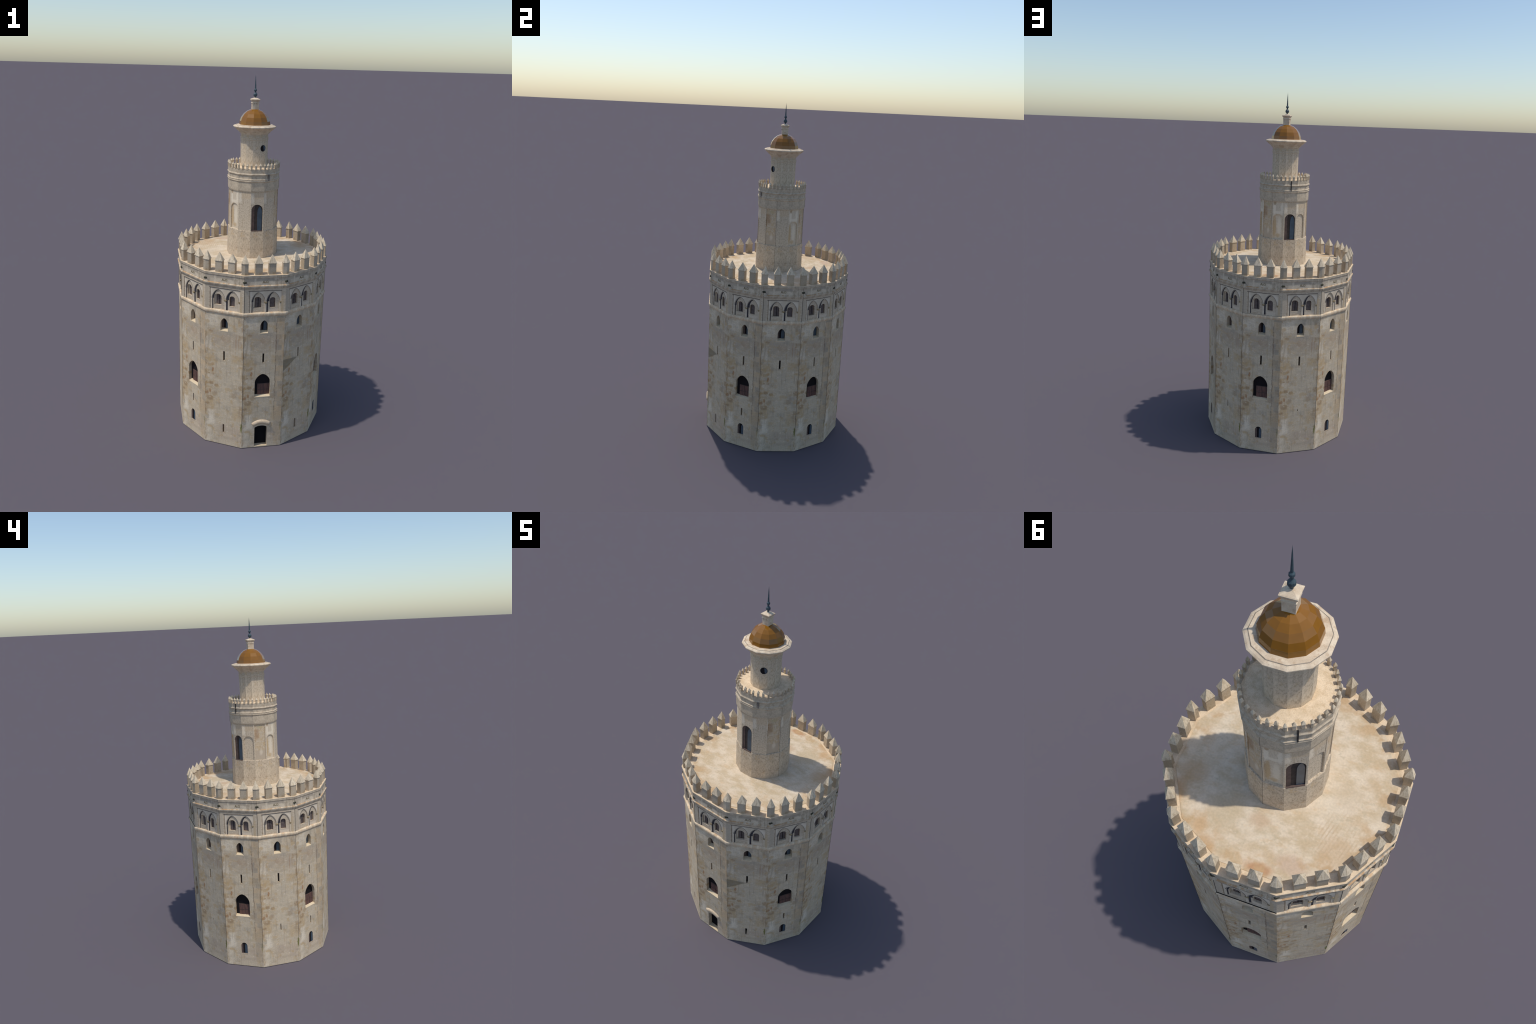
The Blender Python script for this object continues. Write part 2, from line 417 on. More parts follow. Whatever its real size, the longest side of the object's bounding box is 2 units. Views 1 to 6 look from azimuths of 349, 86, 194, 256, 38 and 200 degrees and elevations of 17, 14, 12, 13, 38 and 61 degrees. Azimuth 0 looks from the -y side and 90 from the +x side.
def cap_material():
    """Merlon caps: cream render with faint vertical run marks."""
    m = Mat("merlon_cap_render", 0.92, 0.2)
    oi = m.n.new("ShaderNodeObjectInfo")
    sh = m.comb(m.math('MULTIPLY', oi.outputs["Random"], 9.0), 0.0, 0.0)
    v = m.vmath('ADD', m.vmath('MULTIPLY', m.co, (150, 150, 18)), sh)
    col = m.mix(m.ramp(m.noise(v, 1.0, 2), 0.40, 0.66), (0.42, 0.37, 0.285), (0.325, 0.275, 0.20))
    col = m.scale(col, m.ramp(oi.outputs["Random"], 0, 1, 0.93, 1.06))
    m.color(m.scale(col, m.ramp(m.noise(m.co, 260, 3), 0.3, 0.7, 0.93, 1.07)), WARM)
    return m.m


def drum_panel_material(name, kind):
    """Second-drum faces: 'plain', 'niche' (patchy lime) or 'stained' blocks."""
    m = Mat(name, 0.92, 0.2)
    s = m.sep(m.co)
    p = m.comb(s[0], s[2], 0.0)
    w = m.vmath('SUBTRACT', m.noise(p, 70, 3, color=True), (0.5, 0.5, 0.5))
    q = m.vmath('ADD', p, m.vmath('MULTIPLY', w, (0.016, 0.016, 0)))
    g = m.noise(m.vmath('MULTIPLY', p, (1, 0.75, 1)), 170, 3, 0.65)
    col = m.mix(m.ramp(g, 0.42, 0.7), (0.385, 0.335, 0.26), (0.285, 0.243, 0.185))
    col = m.mix(m.math('MULTIPLY', m.ramp(m.noise(m.vmath('MULTIPLY', p, (120, 10, 1)), 1.0, 3), 0.54, 0.70), 0.45), col, (0.27, 0.215, 0.15))
    lay = lambda mask, c, k: m.mix(m.math('MULTIPLY', mask, k), col, c)
    if kind == 'plain':
        col = lay(m.box(q, -0.034, -0.018, 1.33, 1.385, 0.006), PALE, 0.7)
        col = lay(m.box(q, -0.02, 0.035, 1.355, 1.39, 0.006), (0.37, 0.30, 0.21), 0.5)
    if kind == 'niche':
        col = m.mix(0.5, col, (0.42, 0.37, 0.29))
        col = lay(m.blob(q, -0.022, 1.35, 0.008, 0.035), PALE, 0.85)
        col = lay(m.blob(q, 0.022, 1.355, 0.008, 0.035), PALE, 0.85)
        col = lay(m.blob(q, 0.0, 1.332, 0.028, 0.008), PALE, 0.8)
        col = lay(m.blob(q, 0.008, 1.25, 0.012, 0.05), PALE, 0.7)
        col = lay(m.blob(q, -0.02, 1.25, 0.009, 0.06), TAN, 0.75)
        col = lay(m.blob(q, 0.0, 1.20, 0.012, 0.012), TAN, 0.6)
        col = lay(m.blob(q, -0.02, 1.384, 0.008, 0.01), BROWN, 0.6)
    if kind == 'stained':
        col = m.mix(m.ramp(m.noise(p, 60, 3), 0.35, 0.65, 0.05, 0.55), col, TAN)
        col = lay(m.box(q, -0.035, 0.035, 1.18, 1.237, 0.004), (0.32, 0.275, 0.215), 0.85)
        col = lay(m.box(q, -0.029, -0.008, 1.305, 1.36, 0.009), (0.25, 0.175, 0.115), 0.6)
        col = lay(m.blob(q, -0.032, 1.33, 0.004, 0.05), BROWN, 0.8)
        col = lay(m.blob(q, 0.0, 1.375, 0.014, 0.01), (0.31, 0.28, 0.18), 0.4)
        col = lay(m.blob(q, 0.005, 1.225, 0.009, 0.016, 0.6), PALE, 0.5)
    col = m.contrast(col, 1.35, (0.345, 0.295, 0.22))
    m.color(m.scale(col, m.ramp(m.noise(p, 400, 2), 0.3, 0.7, 0.92, 1.08)), WARM)
    m.bump(g, 0.3, 0.0012)
    return m.m


def dome_material():
    m = Mat("glazed_tile", 0.05, 0.5)
    f = m.ramp(m.noise(m.co, 40, 2), 0.3, 0.7, 0.96, 1.04)
    m.color(m.scale((0.250, 0.105, 0.009), f))
    return m.m


def glass_material():
    m = Mat("window_glass", 0.35, 0.5)
    s = m.sep(m.co)
    f = m.ramp(m.noise(m.co, 40, 2), 0.3, 0.7, 0.85, 1.15)
    m.color(m.scale((0.055, 0.080, 0.105), f))  # blue of the pane's reflection mixed into the base colour
    return m.m


def shutter_material():
    m = Mat("red_shutter_wood", 0.75, 0.3)
    n = m.noise(m.vmath('MULTIPLY', m.co, (160, 160, 40)), 1.0, 3)
    m.color(m.mix(m.ramp(n, 0.35, 0.65), (0.155, 0.078, 0.060), (0.095, 0.055, 0.048)))
    return m.m


def door_material():
    m = Mat("dark_door_planks", 0.8, 0.2)
    s = m.sep(m.co)
    f = m.ramp(m.math('FRACT', m.math('MULTIPLY', s[0], 70)), 0.0, 0.25, 0.55, 1.0)
    m.color(m.scale((0.030, 0.025, 0.024), f))
    return m.m


M = {}
def build_materials():
    M['wall_q'] = wall_material("rubble_render_with_quoins", True)
    M['wall'] = wall_material("rubble_render", False)
    M['wall_painted_shadow'] = wall_material("rubble_render_with_painted_shadow", False, True)
    M['arcade'] = arcade_material()
    M['spandrel'] = stone_material("spandrel_lime", (0.45, 0.405, 0.335), (0.38, 0.335, 0.265), None, 1.4, 0.08)
    M['frieze'] = frieze_material()
    M['course'] = course_material()
    M['drumbase'] = granular_material("shell_stone", (0.36, 0.308, 0.235), (0.265, 0.22, 0.165), (0.42, 0.37, 0.29))
    M['lantern'] = granular_material("lantern_shell_stone", (0.385, 0.33, 0.25), (0.30, 0.25, 0.185), (0.43, 0.38, 0.295))
    M['cornice'] = stone_material("cornice_stone", (0.46, 0.40, 0.31), (0.38, 0.315, 0.235), (0.31, 0.225, 0.145), 1.6, 0.08, 0.6)
    M['band'] = stone_material("drum_band_stone", (0.375, 0.325, 0.25), (0.28, 0.24, 0.185), (0.27, 0.205, 0.14), 1.7, 0.16, 0.65)
    M['merlon'] = stone_material("merlon_stone", (0.325, 0.283, 0.222), (0.285, 0.235, 0.165), (0.225, 0.17, 0.11), 1.3, 0.12, 0.55, 0.15)
    M['cap'] = cap_material()
    M['terrace'] = terrace_material()
    M['ledge'] = stone_material("ledge_stone", (0.47, 0.39, 0.285), (0.40, 0.325, 0.225), (0.37, 0.27, 0.17), 1.0, 0.08, 0.4)
    M['gravel'] = stone_material("gravel_roof", (0.49, 0.41, 0.30), (0.41, 0.33, 0.225), (0.36, 0.265, 0.16), 2.0, 0.16, 0.4)
    M['plain'] = drum_panel_material("drum_face_plain", 'plain')
    M['niche'] = drum_panel_material("drum_face_lime_patches", 'niche')
    M['stained'] = drum_panel_material("drum_face_stained_blocks", 'stained')
    M['dome'] = dome_material()
    M['iron'] = flat("blue_green_iron", (0.045, 0.072, 0.085), 0.5, 0.4, 0.0, 0.15)
    M['dark'] = flat("dark_gap", (0.012, 0.011, 0.012), 0.95, 0.05, 0, 0.1)
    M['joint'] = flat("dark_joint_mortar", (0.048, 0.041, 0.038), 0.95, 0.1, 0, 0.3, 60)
    M['groove'] = flat("groove_mid_tone", (0.27, 0.23, 0.18), 0.95, 0.1, 0, 0.3, 60)
    M['rib'] = flat("dark_rib_outline", (0.17, 0.145, 0.125), 0.95, 0.1, 0, 0.4, 120)
    M['damp'] = flat("damp_stone", (0.24, 0.20, 0.165), 0.95, 0.1, 0, 0.35, 90)
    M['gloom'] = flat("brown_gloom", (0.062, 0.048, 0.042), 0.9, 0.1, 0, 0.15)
    M['shadow_strokes'] = flat("baked_shadow_strokes", (0.055, 0.05, 0.056), 0.95, 0.1, 0, 0.2)
    M['glass'] = glass_material()
    M['jamb'] = flat("brown_window_frame", (0.12, 0.082, 0.068), 0.8, 0.2, 0, 0.15)
    M['black'] = flat("unlit_interior", (0.017, 0.014, 0.015), 0.9, 0.1, 0, 0.1)
    M['shutter'] = shutter_material()
    M['door'] = door_material()
    M['sill'] = stone_material("sill_stone", (0.44, 0.375, 0.27), (0.39, 0.325, 0.225), None, 2.0, 0.08)
    M['hood'] = stone_material("hood_stone", (0.43, 0.355, 0.265), (0.36, 0.29, 0.20), (0.33, 0.255, 0.19), 2.5, 0.1, 0.4)
    M['pane'] = flat("lilac_grey_blind", (0.130, 0.100, 0.090), 0.6, 0.3, 0, 0.2)
    M['pane2'] = flat("brown_wood_lining", (0.16, 0.095, 0.06), 0.8, 0.2, 0, 0.2)
    M['spout'] = flat("mossy_spout", (0.065, 0.062, 0.042), 0.9, 0.1, 0, 0.4, 200)
    M['letters'] = flat("incised_letters", (0.25, 0.20, 0.12), 0.9, 0.1, 0, 0.2)
    M['capital'] = flat("ochre_capital", (0.31, 0.235, 0.13), 0.9, 0.2, 0, 0.3, 200)


# --------------------------------------------------------------- geometry ---
ROOT = None
def add(name, mesh, parent=None, mats=(), rot=None):
    """New object; meshes shared between repeats keep their materials."""
    o = bpy.data.objects.new(name, mesh)
    bpy.context.scene.collection.objects.link(o)
    o.parent = parent if parent else ROOT
    if rot is not None:
        o.rotation_euler = (0, 0, math.radians(rot))
    for mt in mats:
        mesh.materials.append(mt)
    return o


def finish(bm, name, smooth=False):
    bmesh.ops.recalc_face_normals(bm, faces=bm.faces)
    me = bpy.data.meshes.new(name)
    bm.to_mesh(me); bm.free()
    if smooth:
        me.polygons.foreach_set("use_smooth", [True] * len(me.polygons))
    return me


def slab_into(bm, outer, holes, y0, y1, mat=0, back=True):
    """Plate in the (u, z) plane with holes, from y0 (front) to y1 (back)."""
    loops = [outer] + list(holes)
    rings, edges = [], []
    for lp in loops:
        vs = [bm.verts.new((u, y0, z)) for u, z in lp]
        rings.append(vs)
        edges += [bm.edges.new((vs[i], vs[(i + 1) % len(vs)])) for i in range(len(vs))]
    res = bmesh.ops.triangle_fill(bm, use_beauty=True, use_dissolve=False, edges=edges)
    front = [f for f in res["geom"] if isinstance(f, bmesh.types.BMFace)]
    for f in front:
        f.normal_update()
        if f.normal.y > 0:
            f.normal_flip()
        f.material_index = mat
    bring = []
    for vs in rings:
        bs = [bm.verts.new((v.co.x, y1, v.co.z)) for v in vs]
        bring.append(bs)
        n = len(vs)
        for i in range(n):
            f = bm.faces.new((vs[i], vs[(i + 1) % n], bs[(i + 1) % n], bs[i]))
            f.material_index = mat
    if back:
        mp = {v: b for vs, bs in zip(rings, bring) for v, b in zip(vs, bs)}
        for f in front:
            g = bm.faces.new([mp[v] for v in reversed(f.verts)])
            g.material_index = mat
    return front


def slab(name, outer, holes, y0, y1):
    bm = bmesh.new()
    slab_into(bm, outer, holes, y0, y1)
    return finish(bm, name)


def rect(u0, u1, z0, z1):
    return [(u0, z0), (u1, z0), (u1, z1), (u0, z1)]


def arch(u0, u1, z0, zs, zt, n=14, p=2.0, q=0.5):
    """Opening with upright jambs and an arched head (p, q set its point)."""
    c, h = (u0 + u1) / 2, (u1 - u0) / 2
    pts = [(u0, z0), (u1, z0)]
    for i in range(n + 1):
        t = math.cos(math.pi * i / n)
        if i in (0, n):
            f = 0.0
        else:
            f = (1 - abs(t) ** p) ** q
        pts.append((c + h * t, zs + (zt - zs) * f))
    return pts


def box_into(bm, x0, x1, y0, y1, z0, z1, mat=0):
    v = [bm.verts.new((x, y, z)) for z in (z0, z1) for x, y in ((x0, y0), (x1, y0), (x1, y1), (x0, y1))]
    for idx in ((0, 1, 5, 4), (1, 2, 6, 5), (2, 3, 7, 6), (3, 0, 4, 7), (3, 2, 1, 0), (4, 5, 6, 7)):
        f = bm.faces.new([v[i] for i in idx]); f.material_index = mat
    return v


def box(name, *a):
    bm = bmesh.new(); box_into(bm, *a)
    return finish(bm, name)


def segment(name, prof, inner=None):
    """One of twelve facets of a turned profile [(corner radius, z)]."""
    bm = bmesh.new()
    rows = [(bm.verts.new((-r * C15 * T15, -r * C15, z)), bm.verts.new((r * C15 * T15, -r * C15, z))) for r, z in prof]
    for (a, b), (c, d) in zip(rows, rows[1:]):
        bm.faces.new((a, b, d, c))
    me = bpy.data.meshes.new(name)
    bm.normal_update()
    for f in bm.faces:
        if f.normal.y > 1e-6 or (abs(f.normal.y) <= 1e-6 and False):
            f.normal_flip()
    bm.to_mesh(me); bm.free()
    return me


def loft(name, prof, n=12, off=OFF, cap=True, smooth=False):
    """Closed n-sided turning of [(corner radius, z)] about the axis."""
    bm = bmesh.new()
    rows = []
    for r, z in prof:
        if r < 1e-5:
            rows.append([bm.verts.new((0, 0, z))])
        else:
            rows.append([bm.verts.new((r * math.cos(math.radians(off + 360 / n * k)), r * math.sin(math.radians(off + 360 / n * k)), z)) for k in range(n)])
    for a, b in zip(rows, rows[1:]):
        for k in range(n):
            j = (k + 1) % n
            if len(a) == 1 and len(b) == 1:
                continue
            if len(a) == 1:
                bm.faces.new((a[0], b[j], b[k]))
            elif len(b) == 1:
                bm.faces.new((a[k], a[j], b[0]))
            else:
                bm.faces.new((a[k], a[j], b[j], b[k]))
    if cap:
        for row in (rows[0], rows[-1]):
            if len(row) > 1:
                bm.faces.new(row)
    return finish(bm, name, smooth)


def rot_of(phi):
    return phi + 90


# main dimensions
R1 = 0.4260                     # corner radius of the shaft
A1 = R1 * C15                   # its apothem
W1 = A1 * T15                   # half face width
TH = 0.026                      # depth of window reveals
Z_COURSE, Z_ARC0, Z_ARC1 = 0.790, 0.808, 0.9425


def big_window():   return arch(-0.0435, 0.042, 0.314, 0.404, 0.4525, 16, 1.7, 0.62)
def high_window():  return arch(-0.0213, 0.0207, 0.6905, 0.735, 0.7645, 12, 1.6, 0.62)
def low_window():   return arch(-0.0212, 0.0162, 0.079, 0.128, 0.1475, 12, 2.0, 0.55)
def door_opening(): return arch(-0.0380, 0.0335, 0.004, 0.122, 0.1345, 10, 2.0, 0.7)


def grow(loop, d):
    c = Vector((sum(p[0] for p in loop) / len(loop), sum(p[1] for p in loop) / len(loop)))
    out = []
    for u, z in loop:
        v = Vector((u, z)) - c
        out.append((c.x + v.x * (1 + d / max(abs(v.x), 0.01) * (abs(v.x) > 1e-4)), c.y + v.y * (1 + d / max(abs(v.y), 0.01) * (abs(v.y) > 1e-4))))
    return out


def shared_window_parts():
    """Meshes used on several faces, all in face coordinates."""
    yb = -A1 + TH
    S = {}
    S['high_back'] = slab("window_back", grow(high_window(), 0.003), [], yb - 0.001, yb + 0.004)
    S['high_back'].materials.append(M['black'])
    S['low_back'] = slab("window_back", grow(low_window(), 0.003), [], -A1 + 0.0030, -A1 + 0.0050)
    S['low_back'].materials.append(M['black'])
    S['big_back'] = slab("window_back", grow(big_window(), 0.003), [], yb - 0.0075, yb - 0.004)
    S['big_back'].materials.append(M['black'])
    S['high_glass'] = slab("window_glass", arch(0.0005, 0.0185, 0.699, 0.736, 0.757, 8, 1.6, 0.62), [], yb - 0.003, yb)
    S['high_glass'].materials.append(M['glass'])
    S['high_jamb'] = box("window_jamb", -0.0225, -0.0100, yb - 0.003, yb, 0.690, 0.752)
    S['high_jamb'].materials.append(M['jamb'])
    S['low_glass'] = slab("window_glass", arch(0.0010, 0.0150, 0.0800, 0.122, 0.1400, 8), [], -A1 + 0.0018, -A1 + 0.0032)
    S['low_glass'].materials.append(M['glass'])
    S['low_jamb'] = box("window_jamb", -0.0222, -0.0105, -A1 + 0.0018, -A1 + 0.0032, 0.078, 0.138)
    S['low_jamb'].materials.append(M['jamb'])
    S['slit'] = box("slit_back", -0.0065, 0.0065, -A1 + 0.012, -A1 + 0.015, 0.517, 0.576)
    S['slit'].materials.append(M['black'])
    # sloped sills
    def sill(w0, w1, z_front, z_back, drop):
        bm = bmesh.new()
        y0, y1 = -A1 - 0.0008, yb
        a = [bm.verts.new(v) for v in ((w0, y0, z_front - drop), (w1, y0, z_front - drop), (w1, y1, z_back - 0.02), (w0, y1, z_back - 0.02),
                                       (w0, y0, z_front), (w1, y0, z_front), (w1, y1, z_back), (w0, y1, z_back))]
        for idx in ((0, 1, 5, 4), (1, 2, 6, 5), (2, 3, 7, 6), (3, 0, 4, 7), (3, 2, 1, 0), (4, 5, 6, 7)):
            bm.faces.new([a[i] for i in idx])
        me = finish(bm, "window_sill"); me.materials.append(M['sill'])
        return me
    S['high_sill'] = sill(-0.0222, 0.0216, 0.6925, 0.7005, 0.004)
    S['big_sill'] = sill(-0.0440, 0.0425, 0.3150, 0.3255, 0.003)
    # shutters: two panelled leaves low in the big windows
    bm = bmesh.new()
    y0, y1 = yb - 0.0090, yb - 0.005
    box_into(bm, -0.0260, 0.0440, y0, y1, 0.318, 0.3865)
    for u0, u1 in ((-0.0240, 0.0060), (0.0095, 0.0410)):
        for z0, z1 in ((0.3210, 0.3485), (0.3525, 0.3845)):
            box_into(bm, u0, u1, y0 - 0.0018, y0 + 0.001, z0, z1, 1)
    S['shutter'] = finish(bm, "window_shutter"); S['shutter'].materials.append(M['jamb']); S['shutter'].materials.append(M['shutter'])
    return S


BIG_FACES = (-89.5, -149.5, -29.5, 30.5, 90.5, 150.5)
def norm(a):
    return (a + 180) % 360 - 180


def build_shaft():
    S = shared_window_parts()
    slit = rect(-0.0050, 0.0050, 0.5190, 0.5740)
    extra = {-29.5: [rect(-0.0047, 0.0045, 0.200, 0.247)], -149.5: [rect(-0.0045, 0.004, 0.202, 0.250)],
             -119.5: [rect(-0.003, 0.0062, 0.076, 0.1275)], -59.5: [rect(-0.0055, 0.0055, 0.072, 0.1285)],
             60.5: [rect(-0.001, 0.0045, 0.219, 0.257)], 180.5: [rect(0.0005, 0.0055, 0.218, 0.259)], 120.5: [rect(-0.0006, 0.0045, 0.2485, 0.259)]}
    cache = {}
    for phi in FACES:
        n = norm(phi)
        big = any(abs(n - norm(b)) < 0.1 for b in BIG_FACES)
        ex = next((v for k, v in extra.items() if abs(norm(k) - n) < 0.1), [])
        is_door = abs(n + 89.5) < 0.1
        painted_shadow = abs(n + 59.5) < 0.1
        holes = [slit, high_window()] + ex
        outer = rect(-W1, W1, 0.0, Z_COURSE)
        if big:
            holes.append(big_window())
            holes.append(door_opening() if is_door else low_window())
        key = (big, is_door, painted_shadow, tuple(map(tuple, ex[0])) if ex else None)
        if key not in cache:
            me = slab("wall_panel", outer, holes, -A1, -A1 + TH)
            me.materials.append(M['wall_painted_shadow'] if painted_shadow else M['wall_q'] if big else M['wall'])
            cache[key] = me
        w = add("wall_panel", cache[key], rot=rot_of(phi))
        add("slit_back", S['slit'], w)
        for k, nm in (('high_back', 'window_back'), ('high_glass', 'window_glass'), ('high_jamb', 'window_jamb'), ('high_sill', 'window_sill')):
            add(nm, S[k], w)
        if big:
            for k, nm in (('big_back', 'window_back'), ('big_sill', 'window_sill'), ('shutter', 'window_shutter')):
                add(nm, S[k], w)
            if is_door:
                d = slab("door", grow(door_opening(), 0.003), [], -A1 + TH + 0.004, -A1 + TH + 0.008)
                add("door", d, w, [M['door']])
                th = box("door_threshold", -0.0385, 0.034, -A1 - 0.0006, -A1 + TH + 0.006, 0.0, 0.0055)
                add("door_threshold", th, w, [M['sill']])
                add("door_hood", hood_mesh(), w, [M['hood']])
            else:
                for k, nm in (('low_back', 'window_back'), ('low_glass', 'window_glass'), ('low_jamb', 'window_jamb')):
                    add(nm, S[k], w)
    core = loft("inner_core", [(0.398, 0.001), (0.398, 1.0)])
    add("inner_core", core, None, [M['dark']])


def hood_mesh():
    """Bulging arched weather moulding above the door."""
    bm = bmesh.new()
    rings, n, k = [], 16, 12
    for i in range(n + 1):
        t = -1 + 2 * i / n
        c = Vector((-0.002 + 0.0475 * t, -A1 + 0.006, 0.1590 - 0.0165 * t * t))
        tan = Vector((0.0475, 0, -0.033 * t)).normalized()
        up = Vector((-tan.z, 0, tan.x))
        r = 0.0150 * (1 - 0.16 * abs(t) ** 6)
        rings.append([bm.verts.new(c + up * (r * math.sin(a)) + Vector((0, -1, 0)) * (1.0 * r * math.cos(a)))
                      for a in (2 * math.pi * j / k for j in range(k))])
    for a, b in zip(rings, rings[1:]):
        for j in range(k):
            bm.faces.new((a[j], a[(j + 1) % k], b[(j + 1) % k], b[j]))
    bm.faces.new(rings[0]); bm.faces.new(list(reversed(rings[-1])))
    me = finish(bm, "door_hood", True)
    return me


def crescent(u0, u1, zs, zt, side, th, n=9):
    """Thin crescent plate for the shadow drawn inside one half of an arch head."""
    full = arch(u0, u1, zs - 0.01, zs, zt, 2 * n, 1.6, 0.62)[2:]
    half = full[n:] if side < 0 else full[:n + 1]
    outer = [p for p in half]
    inner = []
    for i, (u, z) in enumerate(half):
        f = (len(half) - 1 - i) / (len(half) - 1) if side > 0 else i / (len(half) - 1)
        inner.append((u - side * th * (0.15 + 0.85 * f), z - 0.25 * th * (1 - f)))
    return outer + inner[::-1]


def build_arcade():
    A = A1 - 0.0004
    y0 = -A
    # three stepped layers: piers + lintel, spandrel, back wall with windows
    frame_hole = rect(-0.0835, 0.0875, Z_ARC0 + 0.0005, 0.9290)
    archL = arch(-0.0705, -0.0008, Z_ARC0 + 0.0015, 0.8700, 0.9205, 18, 1.6, 0.62)
    archR = arch(0.0082, 0.0775, Z_ARC0 + 0.0015, 0.8700, 0.9205, 18, 1.6, 0.62)
    slot_top = rect(-0.0885, 0.0885, 0.9292, 0.9312)
    bm = bmesh.new()
    slab_into(bm, rect(-W1 + 0.0001, W1 - 0.0001, Z_ARC0 - 0.004, Z_ARC1 + 0.003), [rect(-0.0836, 0.0871, Z_ARC0, 0.9312)], y0, y0 + 0.012, 0)
    # inner frame strip beside the dark slots
    slab_into(bm, [(-0.0800, Z_ARC0 - 0.002), (-0.0800, 0.9288), (0.0870, 0.9288), (0.0870, Z_ARC0 - 0.002), (0.0775, Z_ARC0 - 0.002)]
              + archR[2:] + [(0.0082, Z_ARC0 - 0.002), (-0.0008, Z_ARC0 - 0.002)] + archL[2:] + [(-0.0705, Z_ARC0 - 0.002)],
              [], y0 + 0.0016, y0 + 0.012, 1)
    winL = arch(-0.0600, -0.0188, 0.8345, 0.8800, 0.8960, 10)
    paneL = arch(-0.0505, -0.0180, 0.8330, 0.8800, 0.8925, 10)
    winR = arch(0.0262, 0.0560, 0.8345, 0.8800, 0.8915, 10)
    slab_into(bm, rect(-0.0830, 0.0880, Z_ARC0 - 0.002, 0.930), [winL, winR], y0 + 0.0050, y0 + 0.020, 0)
    panel = finish(bm, "arcade_panel")
    panel.materials.append(M['arcade']); panel.materials.append(M['spandrel'])
    # shadows modelled as dark plates: frame lines, beside columns, under arches
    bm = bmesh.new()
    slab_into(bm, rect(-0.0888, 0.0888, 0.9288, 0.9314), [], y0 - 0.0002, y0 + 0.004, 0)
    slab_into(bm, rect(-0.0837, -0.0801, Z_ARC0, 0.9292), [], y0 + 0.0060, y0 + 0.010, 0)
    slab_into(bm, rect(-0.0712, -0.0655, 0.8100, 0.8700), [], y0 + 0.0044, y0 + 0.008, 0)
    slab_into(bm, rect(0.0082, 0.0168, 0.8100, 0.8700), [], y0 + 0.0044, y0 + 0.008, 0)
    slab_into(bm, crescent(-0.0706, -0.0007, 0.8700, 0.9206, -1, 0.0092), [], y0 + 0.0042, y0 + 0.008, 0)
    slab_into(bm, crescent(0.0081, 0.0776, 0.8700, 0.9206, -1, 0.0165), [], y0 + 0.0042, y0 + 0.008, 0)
    shadow_strokes = finish(bm, "baked_shadow_strokes"); shadow_strokes.materials.append(M['shadow_strokes'])
    # extrados ribs: thin dark/pale roll along each arch
    def rib(lp, r):
        bm = bmesh.new()
        pts = lp[2:]
        rings = []
        for i, (u, z) in enumerate(pts):
            a, b = pts[max(i - 1, 0)], pts[min(i + 1, len(pts) - 1)]
            t = Vector((b[0] - a[0], 0, b[1] - a[1])).normalized()
            up = Vector((-t.z, 0, t.x))
            rings.append([bm.verts.new(Vector((u, y0 + 0.0016, z)) - up * 0.0022 + up * (r * math.cos(w)) + Vector((0, -1, 0)) * (r * math.sin(w)))
                          for w in (0, math.pi / 3, 2 * math.pi / 3, math.pi)])
        for a, b in zip(rings, rings[1:]):
            for j in range(3):
                bm.faces.new((a[j], a[j + 1], b[j + 1], b[j]))
        return finish(bm, "arch_rib")
    ribs = []
    for lp in (archL, archR):
        me = rib(lp, 0.0010); me.materials.append(M['rib']); ribs.append(me)
    # columns and capitals
    def column(u, r):
        bm = bmesh.new()
        n = 10
        rows = [[bm.verts.new((u + rr * math.cos(2 * math.pi * k / n), y0 + 0.0045 + rr * math.sin(2 * math.pi * k / n), z)) for k in range(n)]
                for rr, z in ((r * 1.35, Z_ARC0), (r * 1.35, Z_ARC0 + 0.004), (r, Z_ARC0 + 0.006), (r, 0.8590))]
        for a, b in zip(rows, rows[1:]):
            for k in range(n):
                bm.faces.new((a[k], a[(k + 1) % n], b[(k + 1) % n], b[k]))
        me = finish(bm, "column", True); me.materials.append(M['arcade'])
        return me
    def capital(u, w):
        bm = bmesh.new()
        lo = [bm.verts.new((u + dx * w * 0.55, y0 + 0.0045 + dy * 0.0045, 0.8585)) for dx, dy in ((-1, -1), (1, -1), (1, 1), (-1, 1))]
        hi = [bm.verts.new((u + dx * w, y0 + 0.0045 + dy * 0.0052, 0.8650)) for dx, dy in ((-1, -1), (1, -1), (1, 1), (-1, 1))]
        tp = [bm.verts.new((u + dx * w, y0 + 0.0045 + dy * 0.0052, 0.8685)) for dx, dy in ((-1, -1), (1, -1), (1, 1), (-1, 1))]
        for a, b in ((lo, hi), (hi, tp)):
            for k in range(4):
                bm.faces.new((a[k], a[(k + 1) % 4], b[(k + 1) % 4], b[k]))
        bm.faces.new(tp)
        me = finish(bm, "capital"); me.materials.append(M['capital'])
        return me
    cols = [column(u, 0.0031) for u in (-0.0757, 0.0037, 0.0822)]
    caps = [capital(0.0040, 0.0072), capital(0.0822, 0.0045)]
    # panes
    bm = bmesh.new()
    slab_into(bm, paneL, [], y0 + 0.0160, y0 + 0.0175, 0)
    slab_into(bm, grow(winL, 0.002), [], y0 + 0.0170, y0 + 0.019, 2)
    box_into(bm, -0.0355, -0.0325, y0 + 0.0155, y0 + 0.018, 0.834, 0.8900, 1)
    slab_into(bm, grow(winR, 0.002), [], y0 + 0.0145, y0 + 0.017, 0)
    panes = finish(bm, "window_blind"); panes.materials.append(M['pane']); panes.materials.append(M['black']); panes.materials.append(M['spandrel'])
    bm = bmesh.new()
    slab_into(bm, arch(-0.0512, -0.0170, 0.8320, 0.8800, 0.8930, 10), [arch(-0.0490, -0.0205, 0.8362, 0.880, 0.8895, 10)], y0 + 0.0150, y0 + 0.017, 0)
